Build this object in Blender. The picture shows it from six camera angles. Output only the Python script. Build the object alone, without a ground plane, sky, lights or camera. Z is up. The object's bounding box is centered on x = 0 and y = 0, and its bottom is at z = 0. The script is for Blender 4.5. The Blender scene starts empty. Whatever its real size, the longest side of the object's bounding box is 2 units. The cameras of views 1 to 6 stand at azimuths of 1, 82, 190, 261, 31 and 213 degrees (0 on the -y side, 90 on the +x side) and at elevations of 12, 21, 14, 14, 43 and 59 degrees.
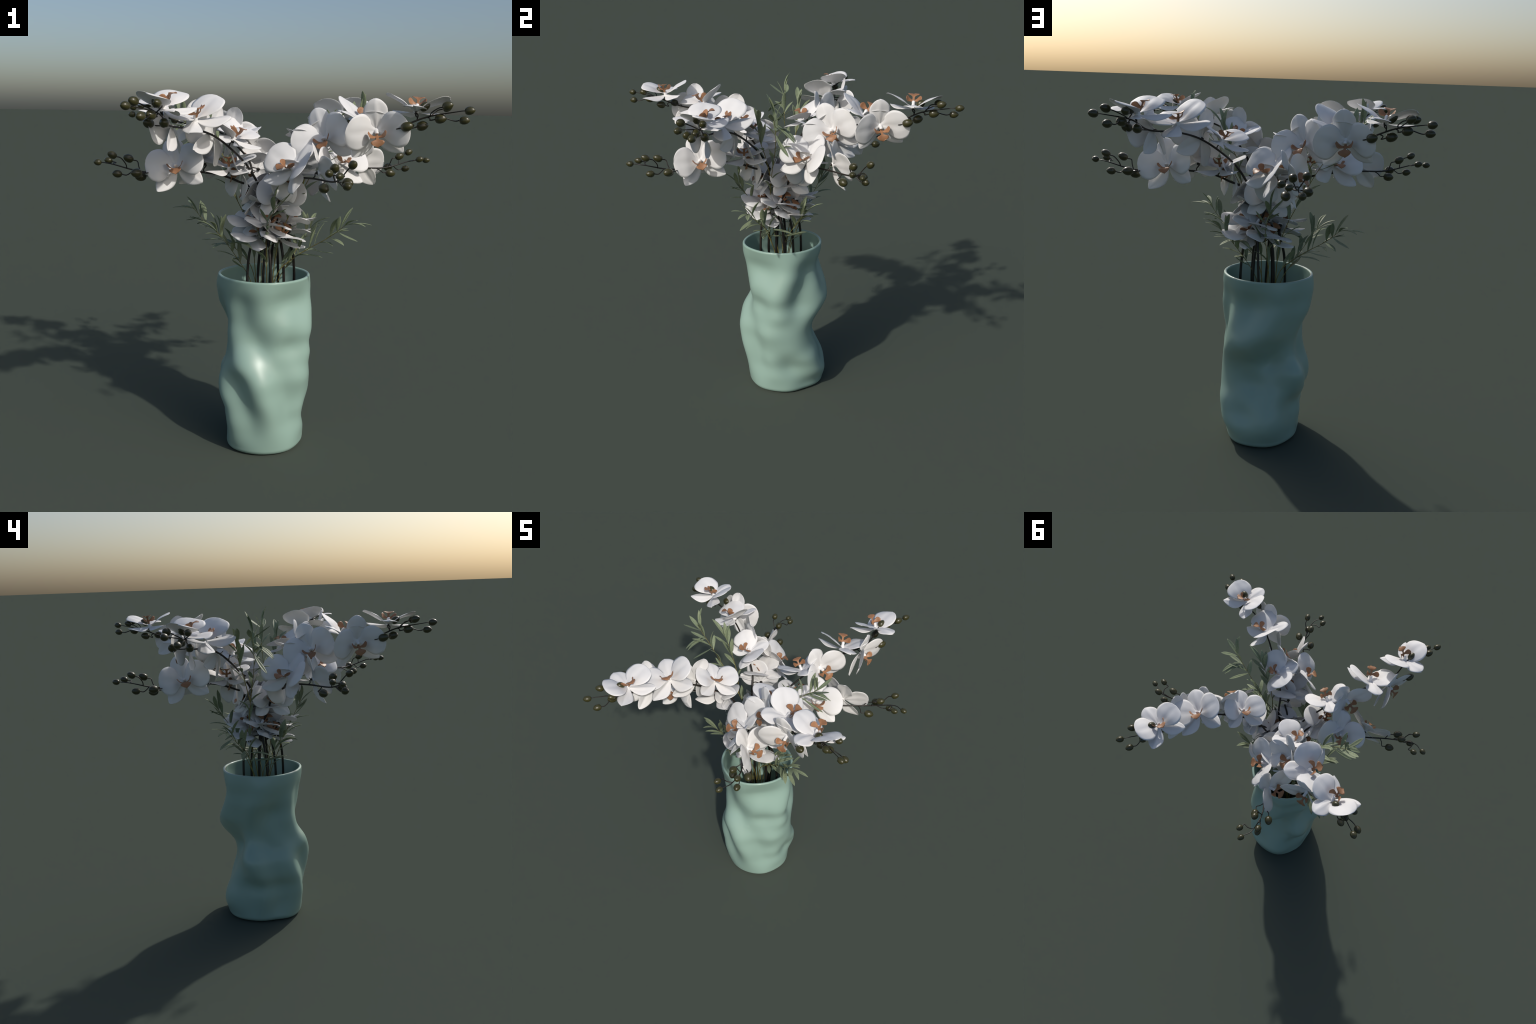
# Ceramic vase with white moth-orchid sprays and sage-green leafy sprigs.
import bpy, bmesh, math, random
import numpy as np
from mathutils import Vector, Matrix

rng = random.Random(7)
TAU = 2 * math.pi


# ------------------------------------------------------------------ helpers
def mesh_from(name, verts, faces, mat=None, smooth=True):
    me = bpy.data.meshes.new(name)
    me.from_pydata([tuple(map(float, v)) for v in verts], [], [tuple(f) for f in faces])
    me.validate()
    bm = bmesh.new()
    bm.from_mesh(me)
    bmesh.ops.recalc_face_normals(bm, faces=bm.faces)
    bm.to_mesh(me)
    bm.free()
    if smooth:
        me.polygons.foreach_set("use_smooth", [True] * len(me.polygons))
    if mat:
        me.materials.append(mat)
    me.update()
    return me


def add(name, data, parent=None, matrix=None):
    ob = bpy.data.objects.new(name, data)
    bpy.context.scene.collection.objects.link(ob)
    if parent is not None:
        ob.parent = parent
    if matrix is not None:
        ob.matrix_local = matrix
    return ob


def spline(P, n=10):
    """Catmull-Rom through the control points."""
    P = np.array(P, float)
    Q = np.vstack([2 * P[0] - P[1], P, 2 * P[-1] - P[-2]])
    out = []
    for i in range(1, len(Q) - 2):
        for t in np.linspace(0, 1, n, endpoint=False):
            a, b, c, d = Q[i - 1:i + 3]
            out.append(.5 * (2 * b + (c - a) * t + (2 * a - 5 * b + 4 * c - d) * t * t + (3 * b - a - 3 * c + d) * t ** 3))
    out.append(P[-1])
    return np.array(out)


def tube(curve, radii, sides=8, start=0):
    """Swept round tube, closed at both ends; returns verts and faces."""
    C = np.array(curve, float)
    n = len(C)
    T = np.gradient(C, axis=0)
    T /= np.linalg.norm(T, axis=1)[:, None]
    up = np.array([0, 0, 1.0]) if abs(T[0][2]) < .9 else np.array([1.0, 0, 0])
    N = np.cross(T[0], up)
    N /= np.linalg.norm(N)
    V, F = [], []
    for i in range(n):
        N = N - T[i] * (N @ T[i])
        N /= np.linalg.norm(N)
        Bn = np.cross(T[i], N)
        for j in range(sides):
            a = TAU * j / sides
            V.append(C[i] + radii[i] * (math.cos(a) * N + math.sin(a) * Bn))
    for i in range(n - 1):
        for j in range(sides):
            k = (j + 1) % sides
            F.append((start + i * sides + j, start + i * sides + k, start + (i + 1) * sides + k, start + (i + 1) * sides + j))
    F.append(tuple(start + j for j in reversed(range(sides))))
    F.append(tuple(start + (n - 1) * sides + j for j in range(sides)))
    return V, F


def sheet(grid, thick):
    """Solid thin blade from a grid (rows x cols x 3) of mid-surface points."""
    G = np.array(grid, float)
    n, m, _ = G.shape
    du = np.gradient(G, axis=0)
    dv = np.gradient(G, axis=1)
    N = np.cross(du, dv)
    L = np.linalg.norm(N, axis=2)
    for i in range(n):                       # degenerate end rows take their neighbour's normals
        for j in range(m):
            if L[i, j] < 1e-12:
                N[i, j] = (0, 0, 1)
    N /= np.maximum(np.linalg.norm(N, axis=2), 1e-12)[..., None]
    th = np.full((n, m), thick / 2.0)
    th[:, 0] *= .25
    th[:, -1] *= .25
    th[-1, :] *= .25
    A, B = G + N * th[..., None], G - N * th[..., None]
    V = list(A.reshape(-1, 3)) + list(B.reshape(-1, 3))
    o = n * m
    F = []
    for i in range(n - 1):
        for j in range(m - 1):
            a, b, c, d = i * m + j, i * m + j + 1, (i + 1) * m + j + 1, (i + 1) * m + j
            F.append((a, b, c, d))
            F.append((o + d, o + c, o + b, o + a))
    ring = [i * m for i in range(n)] + [(n - 1) * m + j for j in range(1, m)] + [i * m + m - 1 for i in range(n - 2, -1, -1)] + list(range(m - 2, 0, -1))
    for a, b in zip(ring, ring[1:] + ring[:1]):
        F.append((a, o + a, o + b, b))
    return V, F


def merge(parts):
    V, F = [], []
    for v, f in parts:
        s = len(V)
        V += list(v)
        F += [tuple(i + s for i in g) for g in f]
    return V, F


def interp(x, pts):
    """Smooth interpolation of (x, value) pairs (cosine-free Catmull-Rom)."""
    xs = [p[0] for p in pts]
    ys = [p[1] for p in pts]
    i = min(max(np.searchsorted(xs, x) - 1, 0), len(xs) - 2)
    t = (x - xs[i]) / (xs[i + 1] - xs[i])
    m0 = (ys[i + 1] - ys[max(i - 1, 0)]) / max(xs[i + 1] - xs[max(i - 1, 0)], 1e-9)
    j = min(i + 2, len(xs) - 1)
    m1 = (ys[j] - ys[i]) / max(xs[j] - xs[i], 1e-9)
    h = xs[i + 1] - xs[i]
    return ((2 * t**3 - 3 * t**2 + 1) * ys[i] + (t**3 - 2 * t**2 + t) * h * m0 + (-2 * t**3 + 3 * t**2) * ys[i + 1] + (t**3 - t**2) * h * m1)


# ---------------------------------------------------------------- materials
def new_mat(name):
    m = bpy.data.materials.new(name)
    m.use_nodes = True
    return m, m.node_tree.nodes, m.node_tree.links, m.node_tree.nodes["Principled BSDF"]


def mottled(name, c1, c2, scale, rough, spec=.5, coat=0.0, bump=0.0, translucent=0.0, stretch=(1, 1, 1), per_object=0.0):
    """Principled surface with a soft two-tone noise and optional grain, translucency and object variation."""
    m, N, L, P = new_mat(name)
    co = N.new("ShaderNodeTexCoord")
    mp = N.new("ShaderNodeMapping")
    mp.inputs["Scale"].default_value = stretch
    L.new(co.outputs["Object"], mp.inputs["Vector"])
    nz = N.new("ShaderNodeTexNoise")
    nz.inputs["Scale"].default_value = scale
    nz.inputs["Detail"].default_value = 4
    L.new(mp.outputs["Vector"], nz.inputs["Vector"])
    cr = N.new("ShaderNodeValToRGB")
    cr.color_ramp.elements[0].position, cr.color_ramp.elements[1].position = .35, .68
    cr.color_ramp.elements[0].color, cr.color_ramp.elements[1].color = (*c1, 1), (*c2, 1)
    L.new(nz.outputs["Fac"], cr.inputs["Fac"])
    col = cr.outputs["Color"]
    if per_object:
        oi = N.new("ShaderNodeObjectInfo")
        mr = N.new("ShaderNodeMapRange")
        mr.inputs["To Min"].default_value, mr.inputs["To Max"].default_value = 1 - per_object, 1 + per_object
        L.new(oi.outputs["Random"], mr.inputs["Value"])
        hs = N.new("ShaderNodeHueSaturation")
        L.new(mr.outputs["Result"], hs.inputs["Value"])
        L.new(col, hs.inputs["Color"])
        col = hs.outputs["Color"]
    L.new(col, P.inputs["Base Color"])
    P.inputs["Roughness"].default_value = rough
    P.inputs["Specular IOR Level"].default_value = spec
    P.inputs["Coat Weight"].default_value = coat
    P.inputs["Coat Roughness"].default_value = .12
    if bump:
        b = N.new("ShaderNodeBump")
        b.inputs["Strength"].default_value = bump
        b.inputs["Distance"].default_value = .002
        L.new(nz.outputs["Fac"], b.inputs["Height"])
        L.new(b.outputs["Normal"], P.inputs["Normal"])
    if translucent:
        t = N.new("ShaderNodeBsdfTranslucent")
        L.new(col, t.inputs["Color"])
        mx = N.new("ShaderNodeMixShader")
        mx.inputs[0].default_value = translucent
        L.new(P.outputs[0], mx.inputs[1])
        L.new(t.outputs[0], mx.inputs[2])
        L.new(mx.outputs[0], N["Material Output"].inputs["Surface"])
    return m


M_VASE = mottled("celadon_glaze", (.275, .405, .345), (.285, .42, .36), 3, .36, .5, .15)
M_PETAL = mottled("white_petal", (.80, .795, .79), (.85, .845, .84), 9, .55, .3, translucent=.12)
M_LIP = mottled("orange_lip", (.30, .145, .070), (.36, .182, .092), 30, .45, .4)
M_COL = mottled("pale_column", (.80, .79, .78), (.85, .84, .83), 40, .4, .4)
M_STEM = mottled("dark_stem", (.012, .010, .008), (.022, .018, .014), 60, .42, .45, stretch=(1, 1, .2))
M_BUD = mottled("olive_bud", (.038, .037, .011), (.050, .047, .016), 25, .33, .5, coat=.15)
M_LEAF = mottled("sage_leaf", (.205, .25, .15), (.26, .31, .19), 14, .55, .35, translucent=.10, per_object=.12)
M_TWIG = mottled("olive_twig", (.17, .14, .035), (.22, .18, .05), 40, .6, .3)

# --------------------------------------------------------------------- vase
# Crumpled cylinder: a Fourier cross-section (mean, then cos/sin of 1..7) at evenly spaced heights.
VASE_C = (-.037, .008)
VASE_H = 1.0
SECTIONS = [
    (0.2303, 0.0110, 0.0115, -0.0083, 0.0033, 0.0004, -0.0031, -0.0014, -0.0000, 0.0011, -0.0008, 0.0001, 0.0010, 0.0016, -0.0002),
    (0.2387, 0.0116, 0.0147, -0.0186, 0.0042, 0.0031, -0.0064, -0.0025, -0.0019, 0.0021, 0.0004, 0.0017, -0.0032, 0.0013, 0.0024),
    (0.2460, 0.0130, 0.0198, -0.0219, 0.0076, 0.0028, -0.0039, -0.0056, -0.0010, -0.0015, 0.0004, 0.0012, -0.0093, -0.0007, 0.0021),
    (0.2439, 0.0088, 0.0118, -0.0179, 0.0103, 0.0041, 0.0010, -0.0071, 0.0039, -0.0050, 0.0005, -0.0021, -0.0123, -0.0034, 0.0019),
    (0.2420, 0.0146, -0.0001, -0.0095, 0.0113, 0.0074, 0.0047, -0.0049, 0.0062, -0.0014, -0.0007, -0.0047, -0.0099, -0.0047, 0.0050),
    (0.2443, 0.0032, -0.0117, 0.0068, 0.0060, 0.0084, 0.0099, -0.0007, 0.0038, 0.0047, -0.0058, -0.0071, -0.0060, -0.0001, 0.0065),
    (0.2430, -0.0014, -0.0221, 0.0175, -0.0010, 0.0088, 0.0147, -0.0012, -0.0011, 0.0049, -0.0090, -0.0107, -0.0002, 0.0041, 0.0040),
    (0.2414, 0.0027, -0.0278, 0.0178, -0.0024, 0.0090, 0.0152, -0.0043, -0.0069, 0.0045, -0.0079, -0.0109, 0.0048, 0.0036, 0.0005),
    (0.2328, 0.0153, -0.0267, 0.0123, 0.0139, 0.0094, 0.0110, -0.0099, -0.0118, 0.0041, -0.0041, -0.0056, 0.0053, 0.0010, -0.0035),
    (0.2314, 0.0267, -0.0042, 0.0022, 0.0214, 0.0030, -0.0027, -0.0081, -0.0136, 0.0050, -0.0034, -0.0013, 0.0013, -0.0009, -0.0071),
    (0.2311, 0.0239, 0.0213, -0.0077, 0.0152, -0.0024, -0.0153, -0.0048, -0.0112, 0.0085, -0.0031, -0.0009, -0.0044, -0.0011, -0.0054),
    (0.2376, 0.0229, 0.0258, -0.0108, -0.0017, 0.0025, -0.0178, -0.0037, -0.0053, 0.0078, -0.0019, -0.0030, -0.0076, 0.0032, -0.0041),
    (0.2387, 0.0162, 0.0218, -0.0062, -0.0119, 0.0077, -0.0073, -0.0016, -0.0020, 0.0069, -0.0010, -0.0024, -0.0087, 0.0079, -0.0003),
    (0.2379, -0.0007, 0.0180, 0.0063, -0.0110, 0.0100, 0.0037, 0.0038, 0.0006, 0.0043, -0.0013, 0.0008, -0.0076, 0.0075, 0.0041),
    (0.2379, -0.0099, 0.0144, 0.0098, -0.0041, 0.0082, 0.0076, 0.0074, 0.0012, 0.0017, -0.0024, 0.0025, -0.0049, 0.0043, 0.0053),
    (0.2508, -0.0071, 0.0127, 0.0048, -0.0007, 0.0033, 0.0051, 0.0056, 0.0012, 0.0001, -0.0018, 0.0019, -0.0020, 0.0010, 0.0032),
    (0.2540, 0.0001, 0.0073, 0.0003, -0.0001, -0.0003, 0.0010, 0.0010, 0.0006, -0.0003, -0.0003, 0.0001, -0.0001, -0.0005, 0.0004),
]


def natural_spline_weights(z):
    n, h = len(SECTIONS), VASE_H / (len(SECTIONS) - 1)
    A, Bm = np.zeros((n, n)), np.zeros((n, n))
    A[0, 0] = A[-1, -1] = 1
    for i in range(1, n - 1):
        A[i, i - 1], A[i, i], A[i, i + 1] = h / 6, 2 * h / 3, h / 6
        Bm[i, i - 1], Bm[i, i], Bm[i, i + 1] = 1 / h, -2 / h, 1 / h
    M = np.linalg.solve(A, Bm)
    i = min(int(z / h), n - 2)
    t = z / h - i
    w = np.zeros(n)
    w[i] += 1 - t
    w[i + 1] += t
    return w + h * h / 6 * (((1 - t)**3 - (1 - t)) * M[i] + (t**3 - t) * M[i + 1])


def section(z, theta):
    c = natural_spline_weights(min(max(z, 0), VASE_H)) @ np.array(SECTIONS)
    r = np.full_like(theta, c[0])
    for k in range(1, 8):
        r = r + c[2 * k - 1] * np.cos(k * theta) + c[2 * k] * np.sin(k * theta)
    return r


def build_vase():
    nt, wall, foot = 160, .017, .035
    th = np.arange(nt) * TAU / nt
    rings = []                                # (z, radius array)
    rings.append((0.0, section(foot, th) * .35))
    for a in np.linspace(0, 1, 8):            # rounded foot
        s = a * math.pi / 2
        rings.append((foot * (1 - math.cos(s)), section(foot, th) - foot * (1 - math.sin(s))))
    top = VASE_H - wall * .5
    for z in np.linspace(foot, top, 120)[1:]:
        rings.append((z, section(z, th)))
    r_top = section(top, th)
    for a in np.linspace(0, 1, 9)[1:]:        # rolled lip
        s = a * math.pi
        rings.append((top + wall * .5 * math.sin(s), r_top - wall * .5 * (1 - math.cos(s))))
    for z in np.linspace(top, .05, 70)[1:]:
        rings.append((z, section(z, th) - wall))
    rings.append((.035, section(.05, th) * .6))
    V, F = [], []
    for z, r in rings:
        for t, q in zip(th, r):
            V.append((VASE_C[0] + q * math.cos(t), VASE_C[1] + q * math.sin(t), z))
    for i in range(len(rings) - 1):
        for j in range(nt):
            k = (j + 1) % nt
            F.append((i * nt + j, i * nt + k, (i + 1) * nt + k, (i + 1) * nt + j))
    F.append(tuple(reversed(range(nt))))
    F.append(tuple((len(rings) - 1) * nt + j for j in range(nt)))
    ob = add("vase", mesh_from("vase", V, F, M_VASE))
    ob["label"] = "tall crumpled celadon green glazed ceramic vase"
    ob["category"] = "vase"
    return ob


build_vase()


# ------------------------------------------------------------------- flower
# Flower frame: +z out of the face, +y towards the dorsal sepal, origin at the tip of the column.
BASE_Z = -.034


def tepal(angle, length, width, zc, cup, keel, hook=0.0, ripple=0.0, phase=0.0, tilt=0.0, rows=26, cols=13, thick=.0016):
    """Petal or sepal: half-width(s), lift zc(s) of the midline, cup(s) across, a groove along the midrib,
    a ripple along the margin and a tip that hooks sideways."""
    ca, sa = math.cos(angle), math.sin(angle)
    G = np.zeros((rows, cols, 3))
    for i in range(rows):
        s = .5 * (i / (rows - 1)) + .5 * math.sin(math.pi / 2 * i / (rows - 1))
        w = max(interp(s, width), .0005)
        for j in range(cols):
            tt = 2 * j / (cols - 1) - 1
            y = w * tt + hook * max(s - .55, 0) ** 2 * length
            x = s * length
            z = interp(s, zc) + interp(s, cup) * abs(tt) ** 1.7
            z += keel * (math.exp(-(tt / .16) ** 2) - .6 * math.exp(-((abs(tt) - .42) / .22) ** 2)) * math.sin(math.pi * min(s * 1.08, 1)) ** .7
            z += tilt * tt * math.sin(math.pi * min(max(s, 0), 1)) ** .7
            z += ripple * tt * abs(tt) * math.sin(5.2 * s + phase + (1.3 if tt > 0 else 0)) * s
            G[i, j] = (x * ca - y * sa, x * sa + y * ca, z)
    return sheet(G, thick)


PETAL_W = [(0, .008), (.08, .015), (.2, .042), (.35, .070), (.5, .083), (.65, .082), (.8, .072), (.9, .055), (.96, .036), (.99, .018), (1, .002)]
DORSAL_W = [(0, .007), (.1, .013), (.3, .030), (.48, .052), (.62, .056), (.77, .050), (.9, .034), (.96, .021), (.99, .010), (1, .002)]
LATERAL_W = [(0, .008), (.1, .016), (.3, .036), (.48, .046), (.62, .046), (.76, .038), (.88, .025), (.95, .014), (.985, .007), (1, .001)]


def petal_mesh(side):
    a = math.radians(11) if side > 0 else math.pi - math.radians(11)
    v, f = tepal(a, .150, PETAL_W, [(0, BASE_Z + .006), (.2, -.014), (.5, .016), (.8, .032), (1, .038)],
                 [(0, 0), (.3, -.003), (.6, -.006), (1, -.004)], -.0032, 0, .005, .6 * side, -.020 * side)
    return mesh_from("petal", v, f, M_PETAL)


def lateral_mesh(side):
    a = math.radians(-44) if side > 0 else math.pi + math.radians(44)
    v, f = tepal(a, .162, LATERAL_W, [(0, BASE_Z), (.25, -.029), (.55, -.017), (.85, -.004), (1, .001)],
                 [(0, .002), (.3, -.010), (.6, -.016), (1, -.003)], .0030, .12 * side, .005, 2.1)
    return mesh_from("sepal", v, f, M_PETAL)


def dorsal_mesh():
    v, f = tepal(math.pi / 2, .150, DORSAL_W, [(0, BASE_Z), (.3, -.029), (.6, -.031), (.85, -.038), (1, -.047)],
                 [(0, .0), (.3, .004), (.6, -.010), (1, -.008)], .0030, .03, .005, 1.0)
    return mesh_from("sepal", v, f, M_PETAL)


def lip_mesh():
    parts = []
    # neck and spatula-shaped middle lobe
    rows, cols = 16, 9
    path = spline([(0, -.010, -.012), (0, -.014, .010), (0, -.016, .026), (0, -.020, .040), (0, -.033, .049), (0, -.049, .053)], 3)
    ww = [(0, .006), (.2, .007), (.45, .0065), (.56, .014), (.7, .030), (.84, .029), (.94, .019), (1, .005)]
    n = len(path)
    G = np.zeros((n, cols, 3))
    for i in range(n):
        s = i / (n - 1)
        for j in range(cols):
            t = 2 * j / (cols - 1) - 1
            G[i, j] = path[i] + np.array([interp(s, ww) * t, .010 * t * t * min(max(s - .45, 0) * 3, 1) * (1 - .3 * s), .002 * t * t])
    parts.append(sheet(G, .003))
    # two side lobes that stand up around the column
    for sg in (-1, 1):
        mid = spline([(sg * .002, -.016, .008), (sg * .018, -.012, .015), (sg * .031, -.002, .020), (sg * .041, .016, .018)], 4)
        hw = [(0, .006), (.3, .009), (.6, .016), (.85, .015), (1, .006)]
        n = len(mid)
        G = np.zeros((n, 7, 3))
        for i in range(n):
            s = i / (n - 1)
            for j in range(7):
                t = 2 * j / 6 - 1
                h = interp(s, hw)
                G[i, j] = mid[i] + np.array([sg * .002 * t, -.002 * t, h * t])
        parts.append(sheet(G, .0028))
    v, f = merge(parts)
    return mesh_from("lip", v, f, M_LIP)


def column_mesh():
    curve = spline([(0, 0, BASE_Z - .004), (0, -.001, -.022), (0, .001, -.010), (0, .000, .000), (0, -.003, .004)], 4)
    n = len(curve)
    prof = [(0, .014), (.25, .011), (.5, .0085), (.75, .0095), (.92, .0085), (1, .004)]
    v, f = tube(curve, [interp(i / (n - 1), prof) for i in range(n)], 12)
    return mesh_from("flower", v, f, M_COL)


ME_PETAL = {s: petal_mesh(s) for s in (-1, 1)}
ME_LATERAL = {s: lateral_mesh(s) for s in (-1, 1)}
ME_DORSAL = dorsal_mesh()
ME_LIP = lip_mesh()
ME_FLOWER = column_mesh()


def frame(pos, z, y, s=1.0):
    z = Vector(z).normalized()
    y = Vector(y)
    y = (y - z * y.dot(z)).normalized()
    x = y.cross(z)
    m = Matrix((x, y, z)).transposed().to_4x4()
    return Matrix.Translation(Vector(pos)) @ m @ Matrix.Scale(s, 4)


def flower(parent, pos, size, face, up):
    M = frame(pos, face, up, size)
    fl = add("flower", ME_FLOWER, parent, M)
    for s in (-1, 1):
        add("petal", ME_PETAL[s], fl)
        add("sepal", ME_LATERAL[s], fl)
    add("sepal", ME_DORSAL, fl)
    add("lip", ME_LIP, fl)
    return M


# -------------------------------------------------------------------- buds
def bud_mesh():
    """Pointed egg along +z, unit length, with three shallow seams."""
    rows, sides = 16, 24
    V, F = [], []
    for i in range(rows + 1):
        s = i / rows
        a = math.pi * s
        r = .435 * math.sin(a) ** .85 * (1.06 - .22 * s)
        z = .5 - .5 * math.cos(a)
        if s > .8:
            z += .05 * (s - .8) / .2
        for j in range(sides):
            q = TAU * j / sides
            d = 1 - .035 * max(0, math.cos(3 * q)) ** 6
            V.append((max(r, .004) * d * math.cos(q), max(r, .004) * d * math.sin(q), z))
    for i in range(rows):
        for j in range(sides):
            k = (j + 1) % sides
            F.append((i * sides + j, i * sides + k, (i + 1) * sides + k, (i + 1) * sides + j))
    F.append(tuple(reversed(range(sides))))
    F.append(tuple(rows * sides + j for j in range(sides)))
    return mesh_from("bud", V, F, M_BUD)


ME_BUD = bud_mesh()


# ---------------------------------------------------------- orchid sprays
# Two kinds of spray, each repeated four times round the z axis.
# flower: position of the column tip, size, facing direction, direction of the dorsal sepal
HIGH = dict(
    stem=[(.0, .02, .08), (.012, .035, .45), (.036, .065, .80), (.042, .073, .947), (.037, .066, 1.09), (.027, .052, 1.18), (.014, .028, 1.29), (.035, .045, 1.40), (.074, .101, 1.505),
          (.150, .141, 1.626), (.276, .284, 1.751), (.379, .406, 1.798), (.475, .561, 1.815), (.506, .710, 1.871), (.596, .846, 1.900)],
    flowers=[
        ((.4843, .6653, 1.9228), .995, (-.267, .142, .953), (.917, -.266, .296)),
        ((.3733, .4338, 1.8695), 1.059, (-.099, .495, .863), (.687, -.593, .419)),
        ((.5104, .4808, 1.7942), 1.008, (.923, -.037, -.383), (.376, -.126, .918)),
        ((.1908, .1965, 1.7720), .930, (-.492, .170, .854), (.612, -.630, .478)),
        ((.3315, .2451, 1.7584), 1.052, (.926, -.376, -.038), (-.109, -.361, .926)),
        ((-.0103, -.101, 1.3115), .988, (.532, -.062, .845), (-.685, -.618, .386)),
        ((.1926, .0968, 1.5592), .905, (.882, .439, -.171), (.456, -.708, .539)),
        ((.0350, .0560, 1.4300), .930, (-.240, -.060, .960), (.245, -.970, .002)),
    ],
    buds=[((.617, .875, 1.902), .046, 0), ((.555, .870, 1.859), .047, .10), ((.601, .779, 1.922), .049, .10), ((.495, .803, 1.914), .044, .07),
          ((.530, .767, 1.864), .053, .08), ((.483, .694, 1.830), .055, .06), ((.568, .608, 1.827), .055, .08), ((.518, .694, 1.918), .050, .06)],
)
LOW = dict(
    stem=[(.03, .0, .08), (.05, .0, .45), (.115, .003, .78), (.131, .005, .927), (.123, -.005, 1.10), (.095, -.014, 1.215), (.088, .004, 1.32), (.121, .063, 1.479),
          (.174, .113, 1.519), (.306, .109, 1.560), (.501, .188, 1.578), (.653, .276, 1.578), (.804, .308, 1.617), (.868, .284, 1.624)],
    flowers=[
        ((.4947, .2508, 1.6102), 1.004, (.009, .989, .150), (.208, -.149, .967)),
        ((.3815, .0816, 1.6275), 1.055, (.570, -.675, .470), (-.150, .460, .870)),
        ((.049, -.087, 1.246), 1.00, (.511, .008, .859), (-.462, -.840, .283)),
        ((.2308, .1235, 1.6139), .978, (.026, .276, .961), (.028, -.961, .275)),
        ((.1180, .0450, 1.4480), .900, (.850, .100, .350), (-.350, .000, .900)),
    ],
    buds=[((.886, .280, 1.624), .041, 0), ((.840, .239, 1.631), .043, .08), ((.796, .344, 1.666), .047, .08), ((.730, .272, 1.645), .051, .08),
          ((.777, .325, 1.571), .047, .08), ((.676, .232, 1.550), .056, .07), ((.678, .337, 1.577), .056, .08)],
)


def build_spray(spec, quarter, label):
    root = add("orchid_spray", None)
    root.empty_display_size = .1
    base = Vector(spec["stem"][0])
    R = Matrix.Rotation(quarter * math.pi / 2, 4, "Z")
    root.matrix_world = R @ Matrix.Translation(base)
    root["label"] = label
    root["category"] = "orchid"
    off = np.array(base)
    curve = spline(np.array(spec["stem"]) - off, 10)
    first = spec["buds"][0]
    reach = np.array(first[0]) - off
    curve = np.vstack([curve, curve[-1] + (reach - curve[-1]) * .5, reach])[:-1]
    n = len(curve)
    seg = np.linalg.norm(np.diff(curve, axis=0), axis=1)
    arc = np.concatenate([[0], np.cumsum(seg)])
    tot = arc[-1]
    radius = [(0, .0078), (.5, .0075), (.62, .0062), (.78, .0052), (.9, .0042), (1, .0022)]
    parts = [tube(curve, [interp(a / tot, radius) for a in arc], 10)]
    key = id(spec)
    buds = []

    def back_along(i, d):
        a = max(arc[i] - d, 0)
        k = int(np.searchsorted(arc, a))
        return min(max(k, 1), n - 2)

    for pos, size, face, up in spec["flowers"]:
        p = np.array(pos) - off
        z = np.array(face, float)
        z /= np.linalg.norm(z)
        back = p + z * (BASE_Z - .001) * size
        gap = np.linalg.norm(curve - back, axis=1)
        i = back_along(int(np.argmin(gap)), .25 * gap.min())
        a = curve[i]
        d = np.linalg.norm(back - a)
        t = curve[i + 1] - curve[i]
        t /= np.linalg.norm(t)
        c = spline([a, a + (back - a) * .35 + t * d * .08, back - z * d * .35, back], 5)
        m = len(c)
        prof = [(0, .0032), (.6, .0032), (.82, .0045), (.93, .009), (1, .0125)]
        parts.append(tube(c, [interp(k / (m - 1), prof) for k in range(m)], 9))
        flower(root, tuple(p), size, face, up)
    for pos, size, slide in spec["buds"]:
        p = np.array(pos) - off
        if slide == 0:
            tan = p - curve[-6]
        else:
            i = back_along(int(np.argmin(np.linalg.norm(curve - p, axis=1))), slide)
            a = curve[i]
            t = curve[i + 1] - curve[i]
            t /= np.linalg.norm(t)
            d = p - a
            side = d - t * (d @ t)
            tan = t * .9 + d / np.linalg.norm(d) * .5
        tan = tan / np.linalg.norm(tan)
        bottom = p - tan * size * .5
        if slide:
            ctrl = [a, a + side * .45 + t * .012, bottom - tan * .022 + side * .08, bottom + tan * .004]
            c = spline(ctrl, 6)
            parts.append(tube(c, [.0030] * (len(c) - 1) + [.0040], 8))
        x = Vector(tan).orthogonal()
        M = frame(tuple(bottom), tuple(tan), tuple(x), size)
        buds.append(M)
    if "mesh" not in spec:
        v, f = merge(parts)
        spec["mesh"] = mesh_from("stem", v, f, M_STEM)
    add("stem", spec["mesh"], root)
    for M in buds:
        add("bud", ME_BUD, root, M)
    return root


for q in range(4):
    build_spray(HIGH, q, "arching white orchid spray with dark olive buds")
    build_spray(LOW, q, "low drooping white orchid spray with olive buds")


# ------------------------------------------------------------------ foliage
def leaf_mesh(curl, fold, sway):
    """Lance-shaped leaf, unit length along +y, facing +z."""
    rows, cols = 16, 7
    w = [(0, .012), (.1, .035), (.3, .085), (.55, .118), (.75, .105), (.9, .058), (1, .006)]
    G = np.zeros((rows, cols, 3))
    for i in range(rows):
        s = i / (rows - 1)
        for j in range(cols):
            t = 2 * j / (cols - 1) - 1
            G[i, j] = (interp(s, w) * t + sway * math.sin(math.pi * s), s, curl * 4 * s * (1 - s) + fold * abs(t) * interp(s, w))
    v, f = sheet(G, .010)
    return mesh_from("leaf", v, f, M_LEAF)


LEAVES = [leaf_mesh(.05, .25, .02), leaf_mesh(.09, .3, -.03), leaf_mesh(-.03, .2, .03), leaf_mesh(.07, .15, .0)]

FOLIAGE_C = np.array((-.0375, .015, 0))
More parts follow.
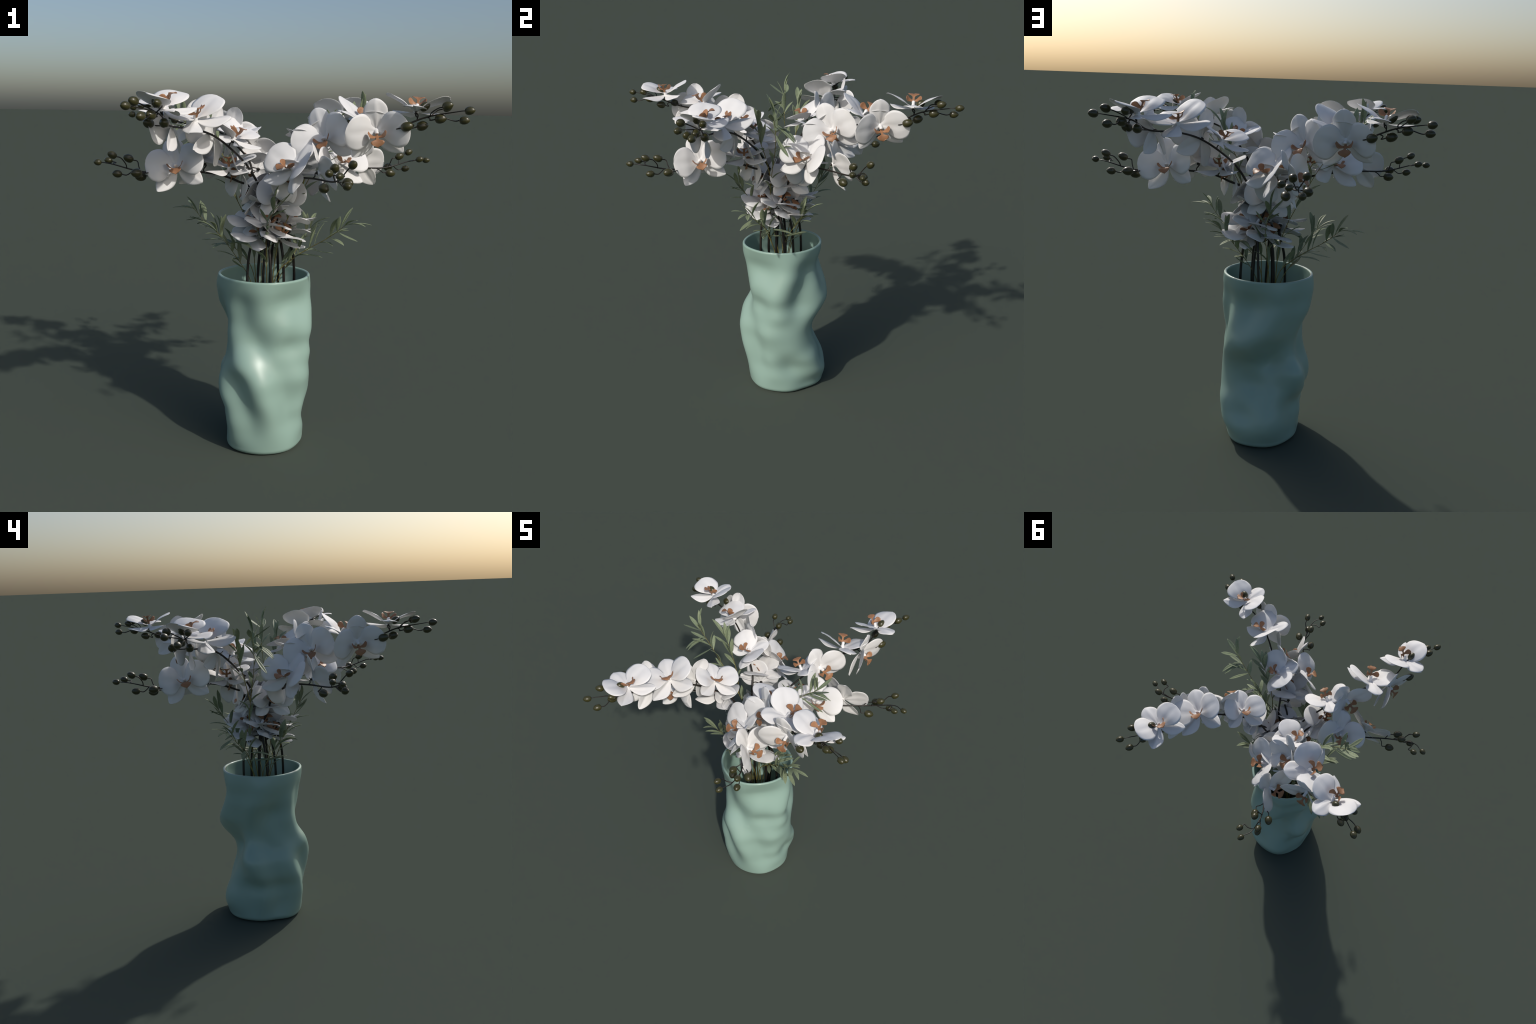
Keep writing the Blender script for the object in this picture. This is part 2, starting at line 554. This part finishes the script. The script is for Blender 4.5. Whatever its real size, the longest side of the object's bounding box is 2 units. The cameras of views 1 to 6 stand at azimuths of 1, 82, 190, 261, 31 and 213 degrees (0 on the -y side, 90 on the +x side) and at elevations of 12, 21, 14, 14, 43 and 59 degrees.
# shoots: stem control points, measured leaf tips, number of filler leaves
SHOOTS = [
    dict(stem=[(-.01, .00, .55), (.0, -.02, .85), (.04, -.065, 1.02), (.12, -.09, 1.105), (.20, -.125, 1.168), (.30, -.185, 1.24), (.375, -.235, 1.31), (.40, -.25, 1.335)],
         tips=[(.422, -.183, 1.401), (.430, -.346, 1.357), (.514, -.264, 1.322), (.342, -.268, 1.358), (.408, -.175, 1.279), (.440, -.300, 1.242), (.331, -.160, 1.152),
               (.194, -.200, 1.150), (.280, -.150, 1.314), (.253, .034, 1.133), (.133, .125, 1.095), (.371, -.296, 1.220), (.244, -.116, 1.308), (.193, -.046, 1.242)], fill=8),
    dict(stem=[(.0, .0, .60), (.02, .0, .85), (.044, .005, .963), (.102, .024, 1.064), (.173, .074, 1.176), (.225, .115, 1.25)],
         tips=[(.171, .135, 1.343), (.258, .217, 1.315), (.278, .171, 1.243), (.136, .145, 1.102), (.328, .110, 1.304), (.025, .240, 1.176)], fill=8),
    dict(stem=[(-.02, .0, .60), (-.02, -.03, .9), (-.025, -.10, 1.10), (-.027, -.166, 1.251), (-.004, -.225, 1.35), (.03, -.265, 1.41)],
         tips=[(.004, -.341, 1.471), (.073, -.317, 1.408), (.105, -.289, 1.498), (-.017, -.312, 1.307), (.077, -.254, 1.463)], fill=9),
    dict(stem=[(.0, .01, .60), (.01, -.02, .95), (.047, -.07, 1.22), (.150, -.075, 1.45), (.255, -.065, 1.64), (.368, -.077, 1.780), (.435, -.093, 1.84), (.479, -.107, 1.880)],
         tips=[(.452, -.134, 1.998), (.561, -.133, 1.908), (.422, -.042, 1.946), (.516, -.007, 1.919), (.478, -.030, 1.811), (.512, .005, 1.737), (.478, -.024, 1.656),
               (.332, -.078, 1.891), (.345, .019, 1.682), (.488, .015, 1.739)], fill=12),
    dict(stem=[(.150, -.075, 1.45), (.185, -.112, 1.60), (.25, -.150, 1.71), (.29, -.165, 1.79)],
         tips=[(.271, -.182, 1.903), (.260, -.117, 1.811), (.321, -.188, 1.905), (.306, -.124, 1.809), (.408, -.174, 1.908), (.400, -.177, 1.780)], fill=5),
]


def build_foliage(half):
    root = add("leafy_sprig", None)
    root.empty_display_size = .1
    S = Matrix.Translation(Vector(FOLIAGE_C)) @ Matrix.Rotation(half * math.pi, 4, "Z") @ Matrix.Translation(-Vector(FOLIAGE_C))
    root.matrix_world = S
    root["label"] = "sage green sprig with narrow lance-shaped leaves"
    root["category"] = "foliage"
    r = random.Random(11)
    parts = []
    for sh in SHOOTS:
        curve = spline(sh["stem"], 10)
        n = len(curve)
        parts.append(tube(curve, [.0030 - .0020 * i / (n - 1) for i in range(n)], 6))
        targets = [(np.array(t), None) for t in sh["tips"]]
        arc = np.concatenate([[0], np.cumsum(np.linalg.norm(np.diff(curve, axis=0), axis=1))])
        # filler leaves alternate up the visible part of the shoot
        first = np.argmax(curve[:, 2] > 1.0)
        for f in range(sh["fill"]):
            u = (f + .5) / sh["fill"]
            a = arc[first] + (arc[-1] - arc[first]) * u
            i = int(min(np.searchsorted(arc, a), n - 2))
            t = curve[i + 1] - curve[i]
            t /= np.linalg.norm(t)
            side = np.cross(t, (math.cos(f * 2.4), math.sin(f * 2.4), .3))
            side /= np.linalg.norm(side)
            L = r.uniform(.10, .145)
            targets.append((curve[i] + (t * .80 + side * .60) * L, i))
        for tip, i in targets:
            if i is None:
                d = np.linalg.norm(curve - tip, axis=1)
                along = ((curve - tip) * np.gradient(curve, axis=0)).sum(1) / np.linalg.norm(np.gradient(curve, axis=0), axis=1)
                score = np.abs(d - .135) + .3 * np.maximum(along, 0) + .5 * np.abs(np.maximum(d - .18, 0))
                i = int(np.argmin(score))
            base = curve[i]
            y = tip - base
            L = np.linalg.norm(y)
            y /= L
            tang = curve[min(i + 1, n - 1)] - curve[max(i - 1, 0)]
            z = np.cross(np.cross(y, tang), y) + np.array((0, 0, .35)) + np.array([r.uniform(-.4, .4) for _ in range(3)]) * np.linalg.norm(tang)
            z = z - y * (z @ y)
            z /= np.linalg.norm(z)
            x = np.cross(y, z)
            w = r.uniform(.78, 1.02) * (.12 / max(L, .07)) ** .5
            M = Matrix((Vector(x) * w * L, Vector(y) * L, Vector(z) * L)).transposed().to_4x4()
            add("leaf", LEAVES[r.randrange(4)], root, Matrix.Translation(Vector(base)) @ M)
    if "twig" not in bpy.data.meshes:
        v, f = merge(parts)
        mesh_from("twig", v, f, M_TWIG)
    add("twig", bpy.data.meshes["twig"], root)


build_foliage(0)
build_foliage(1)
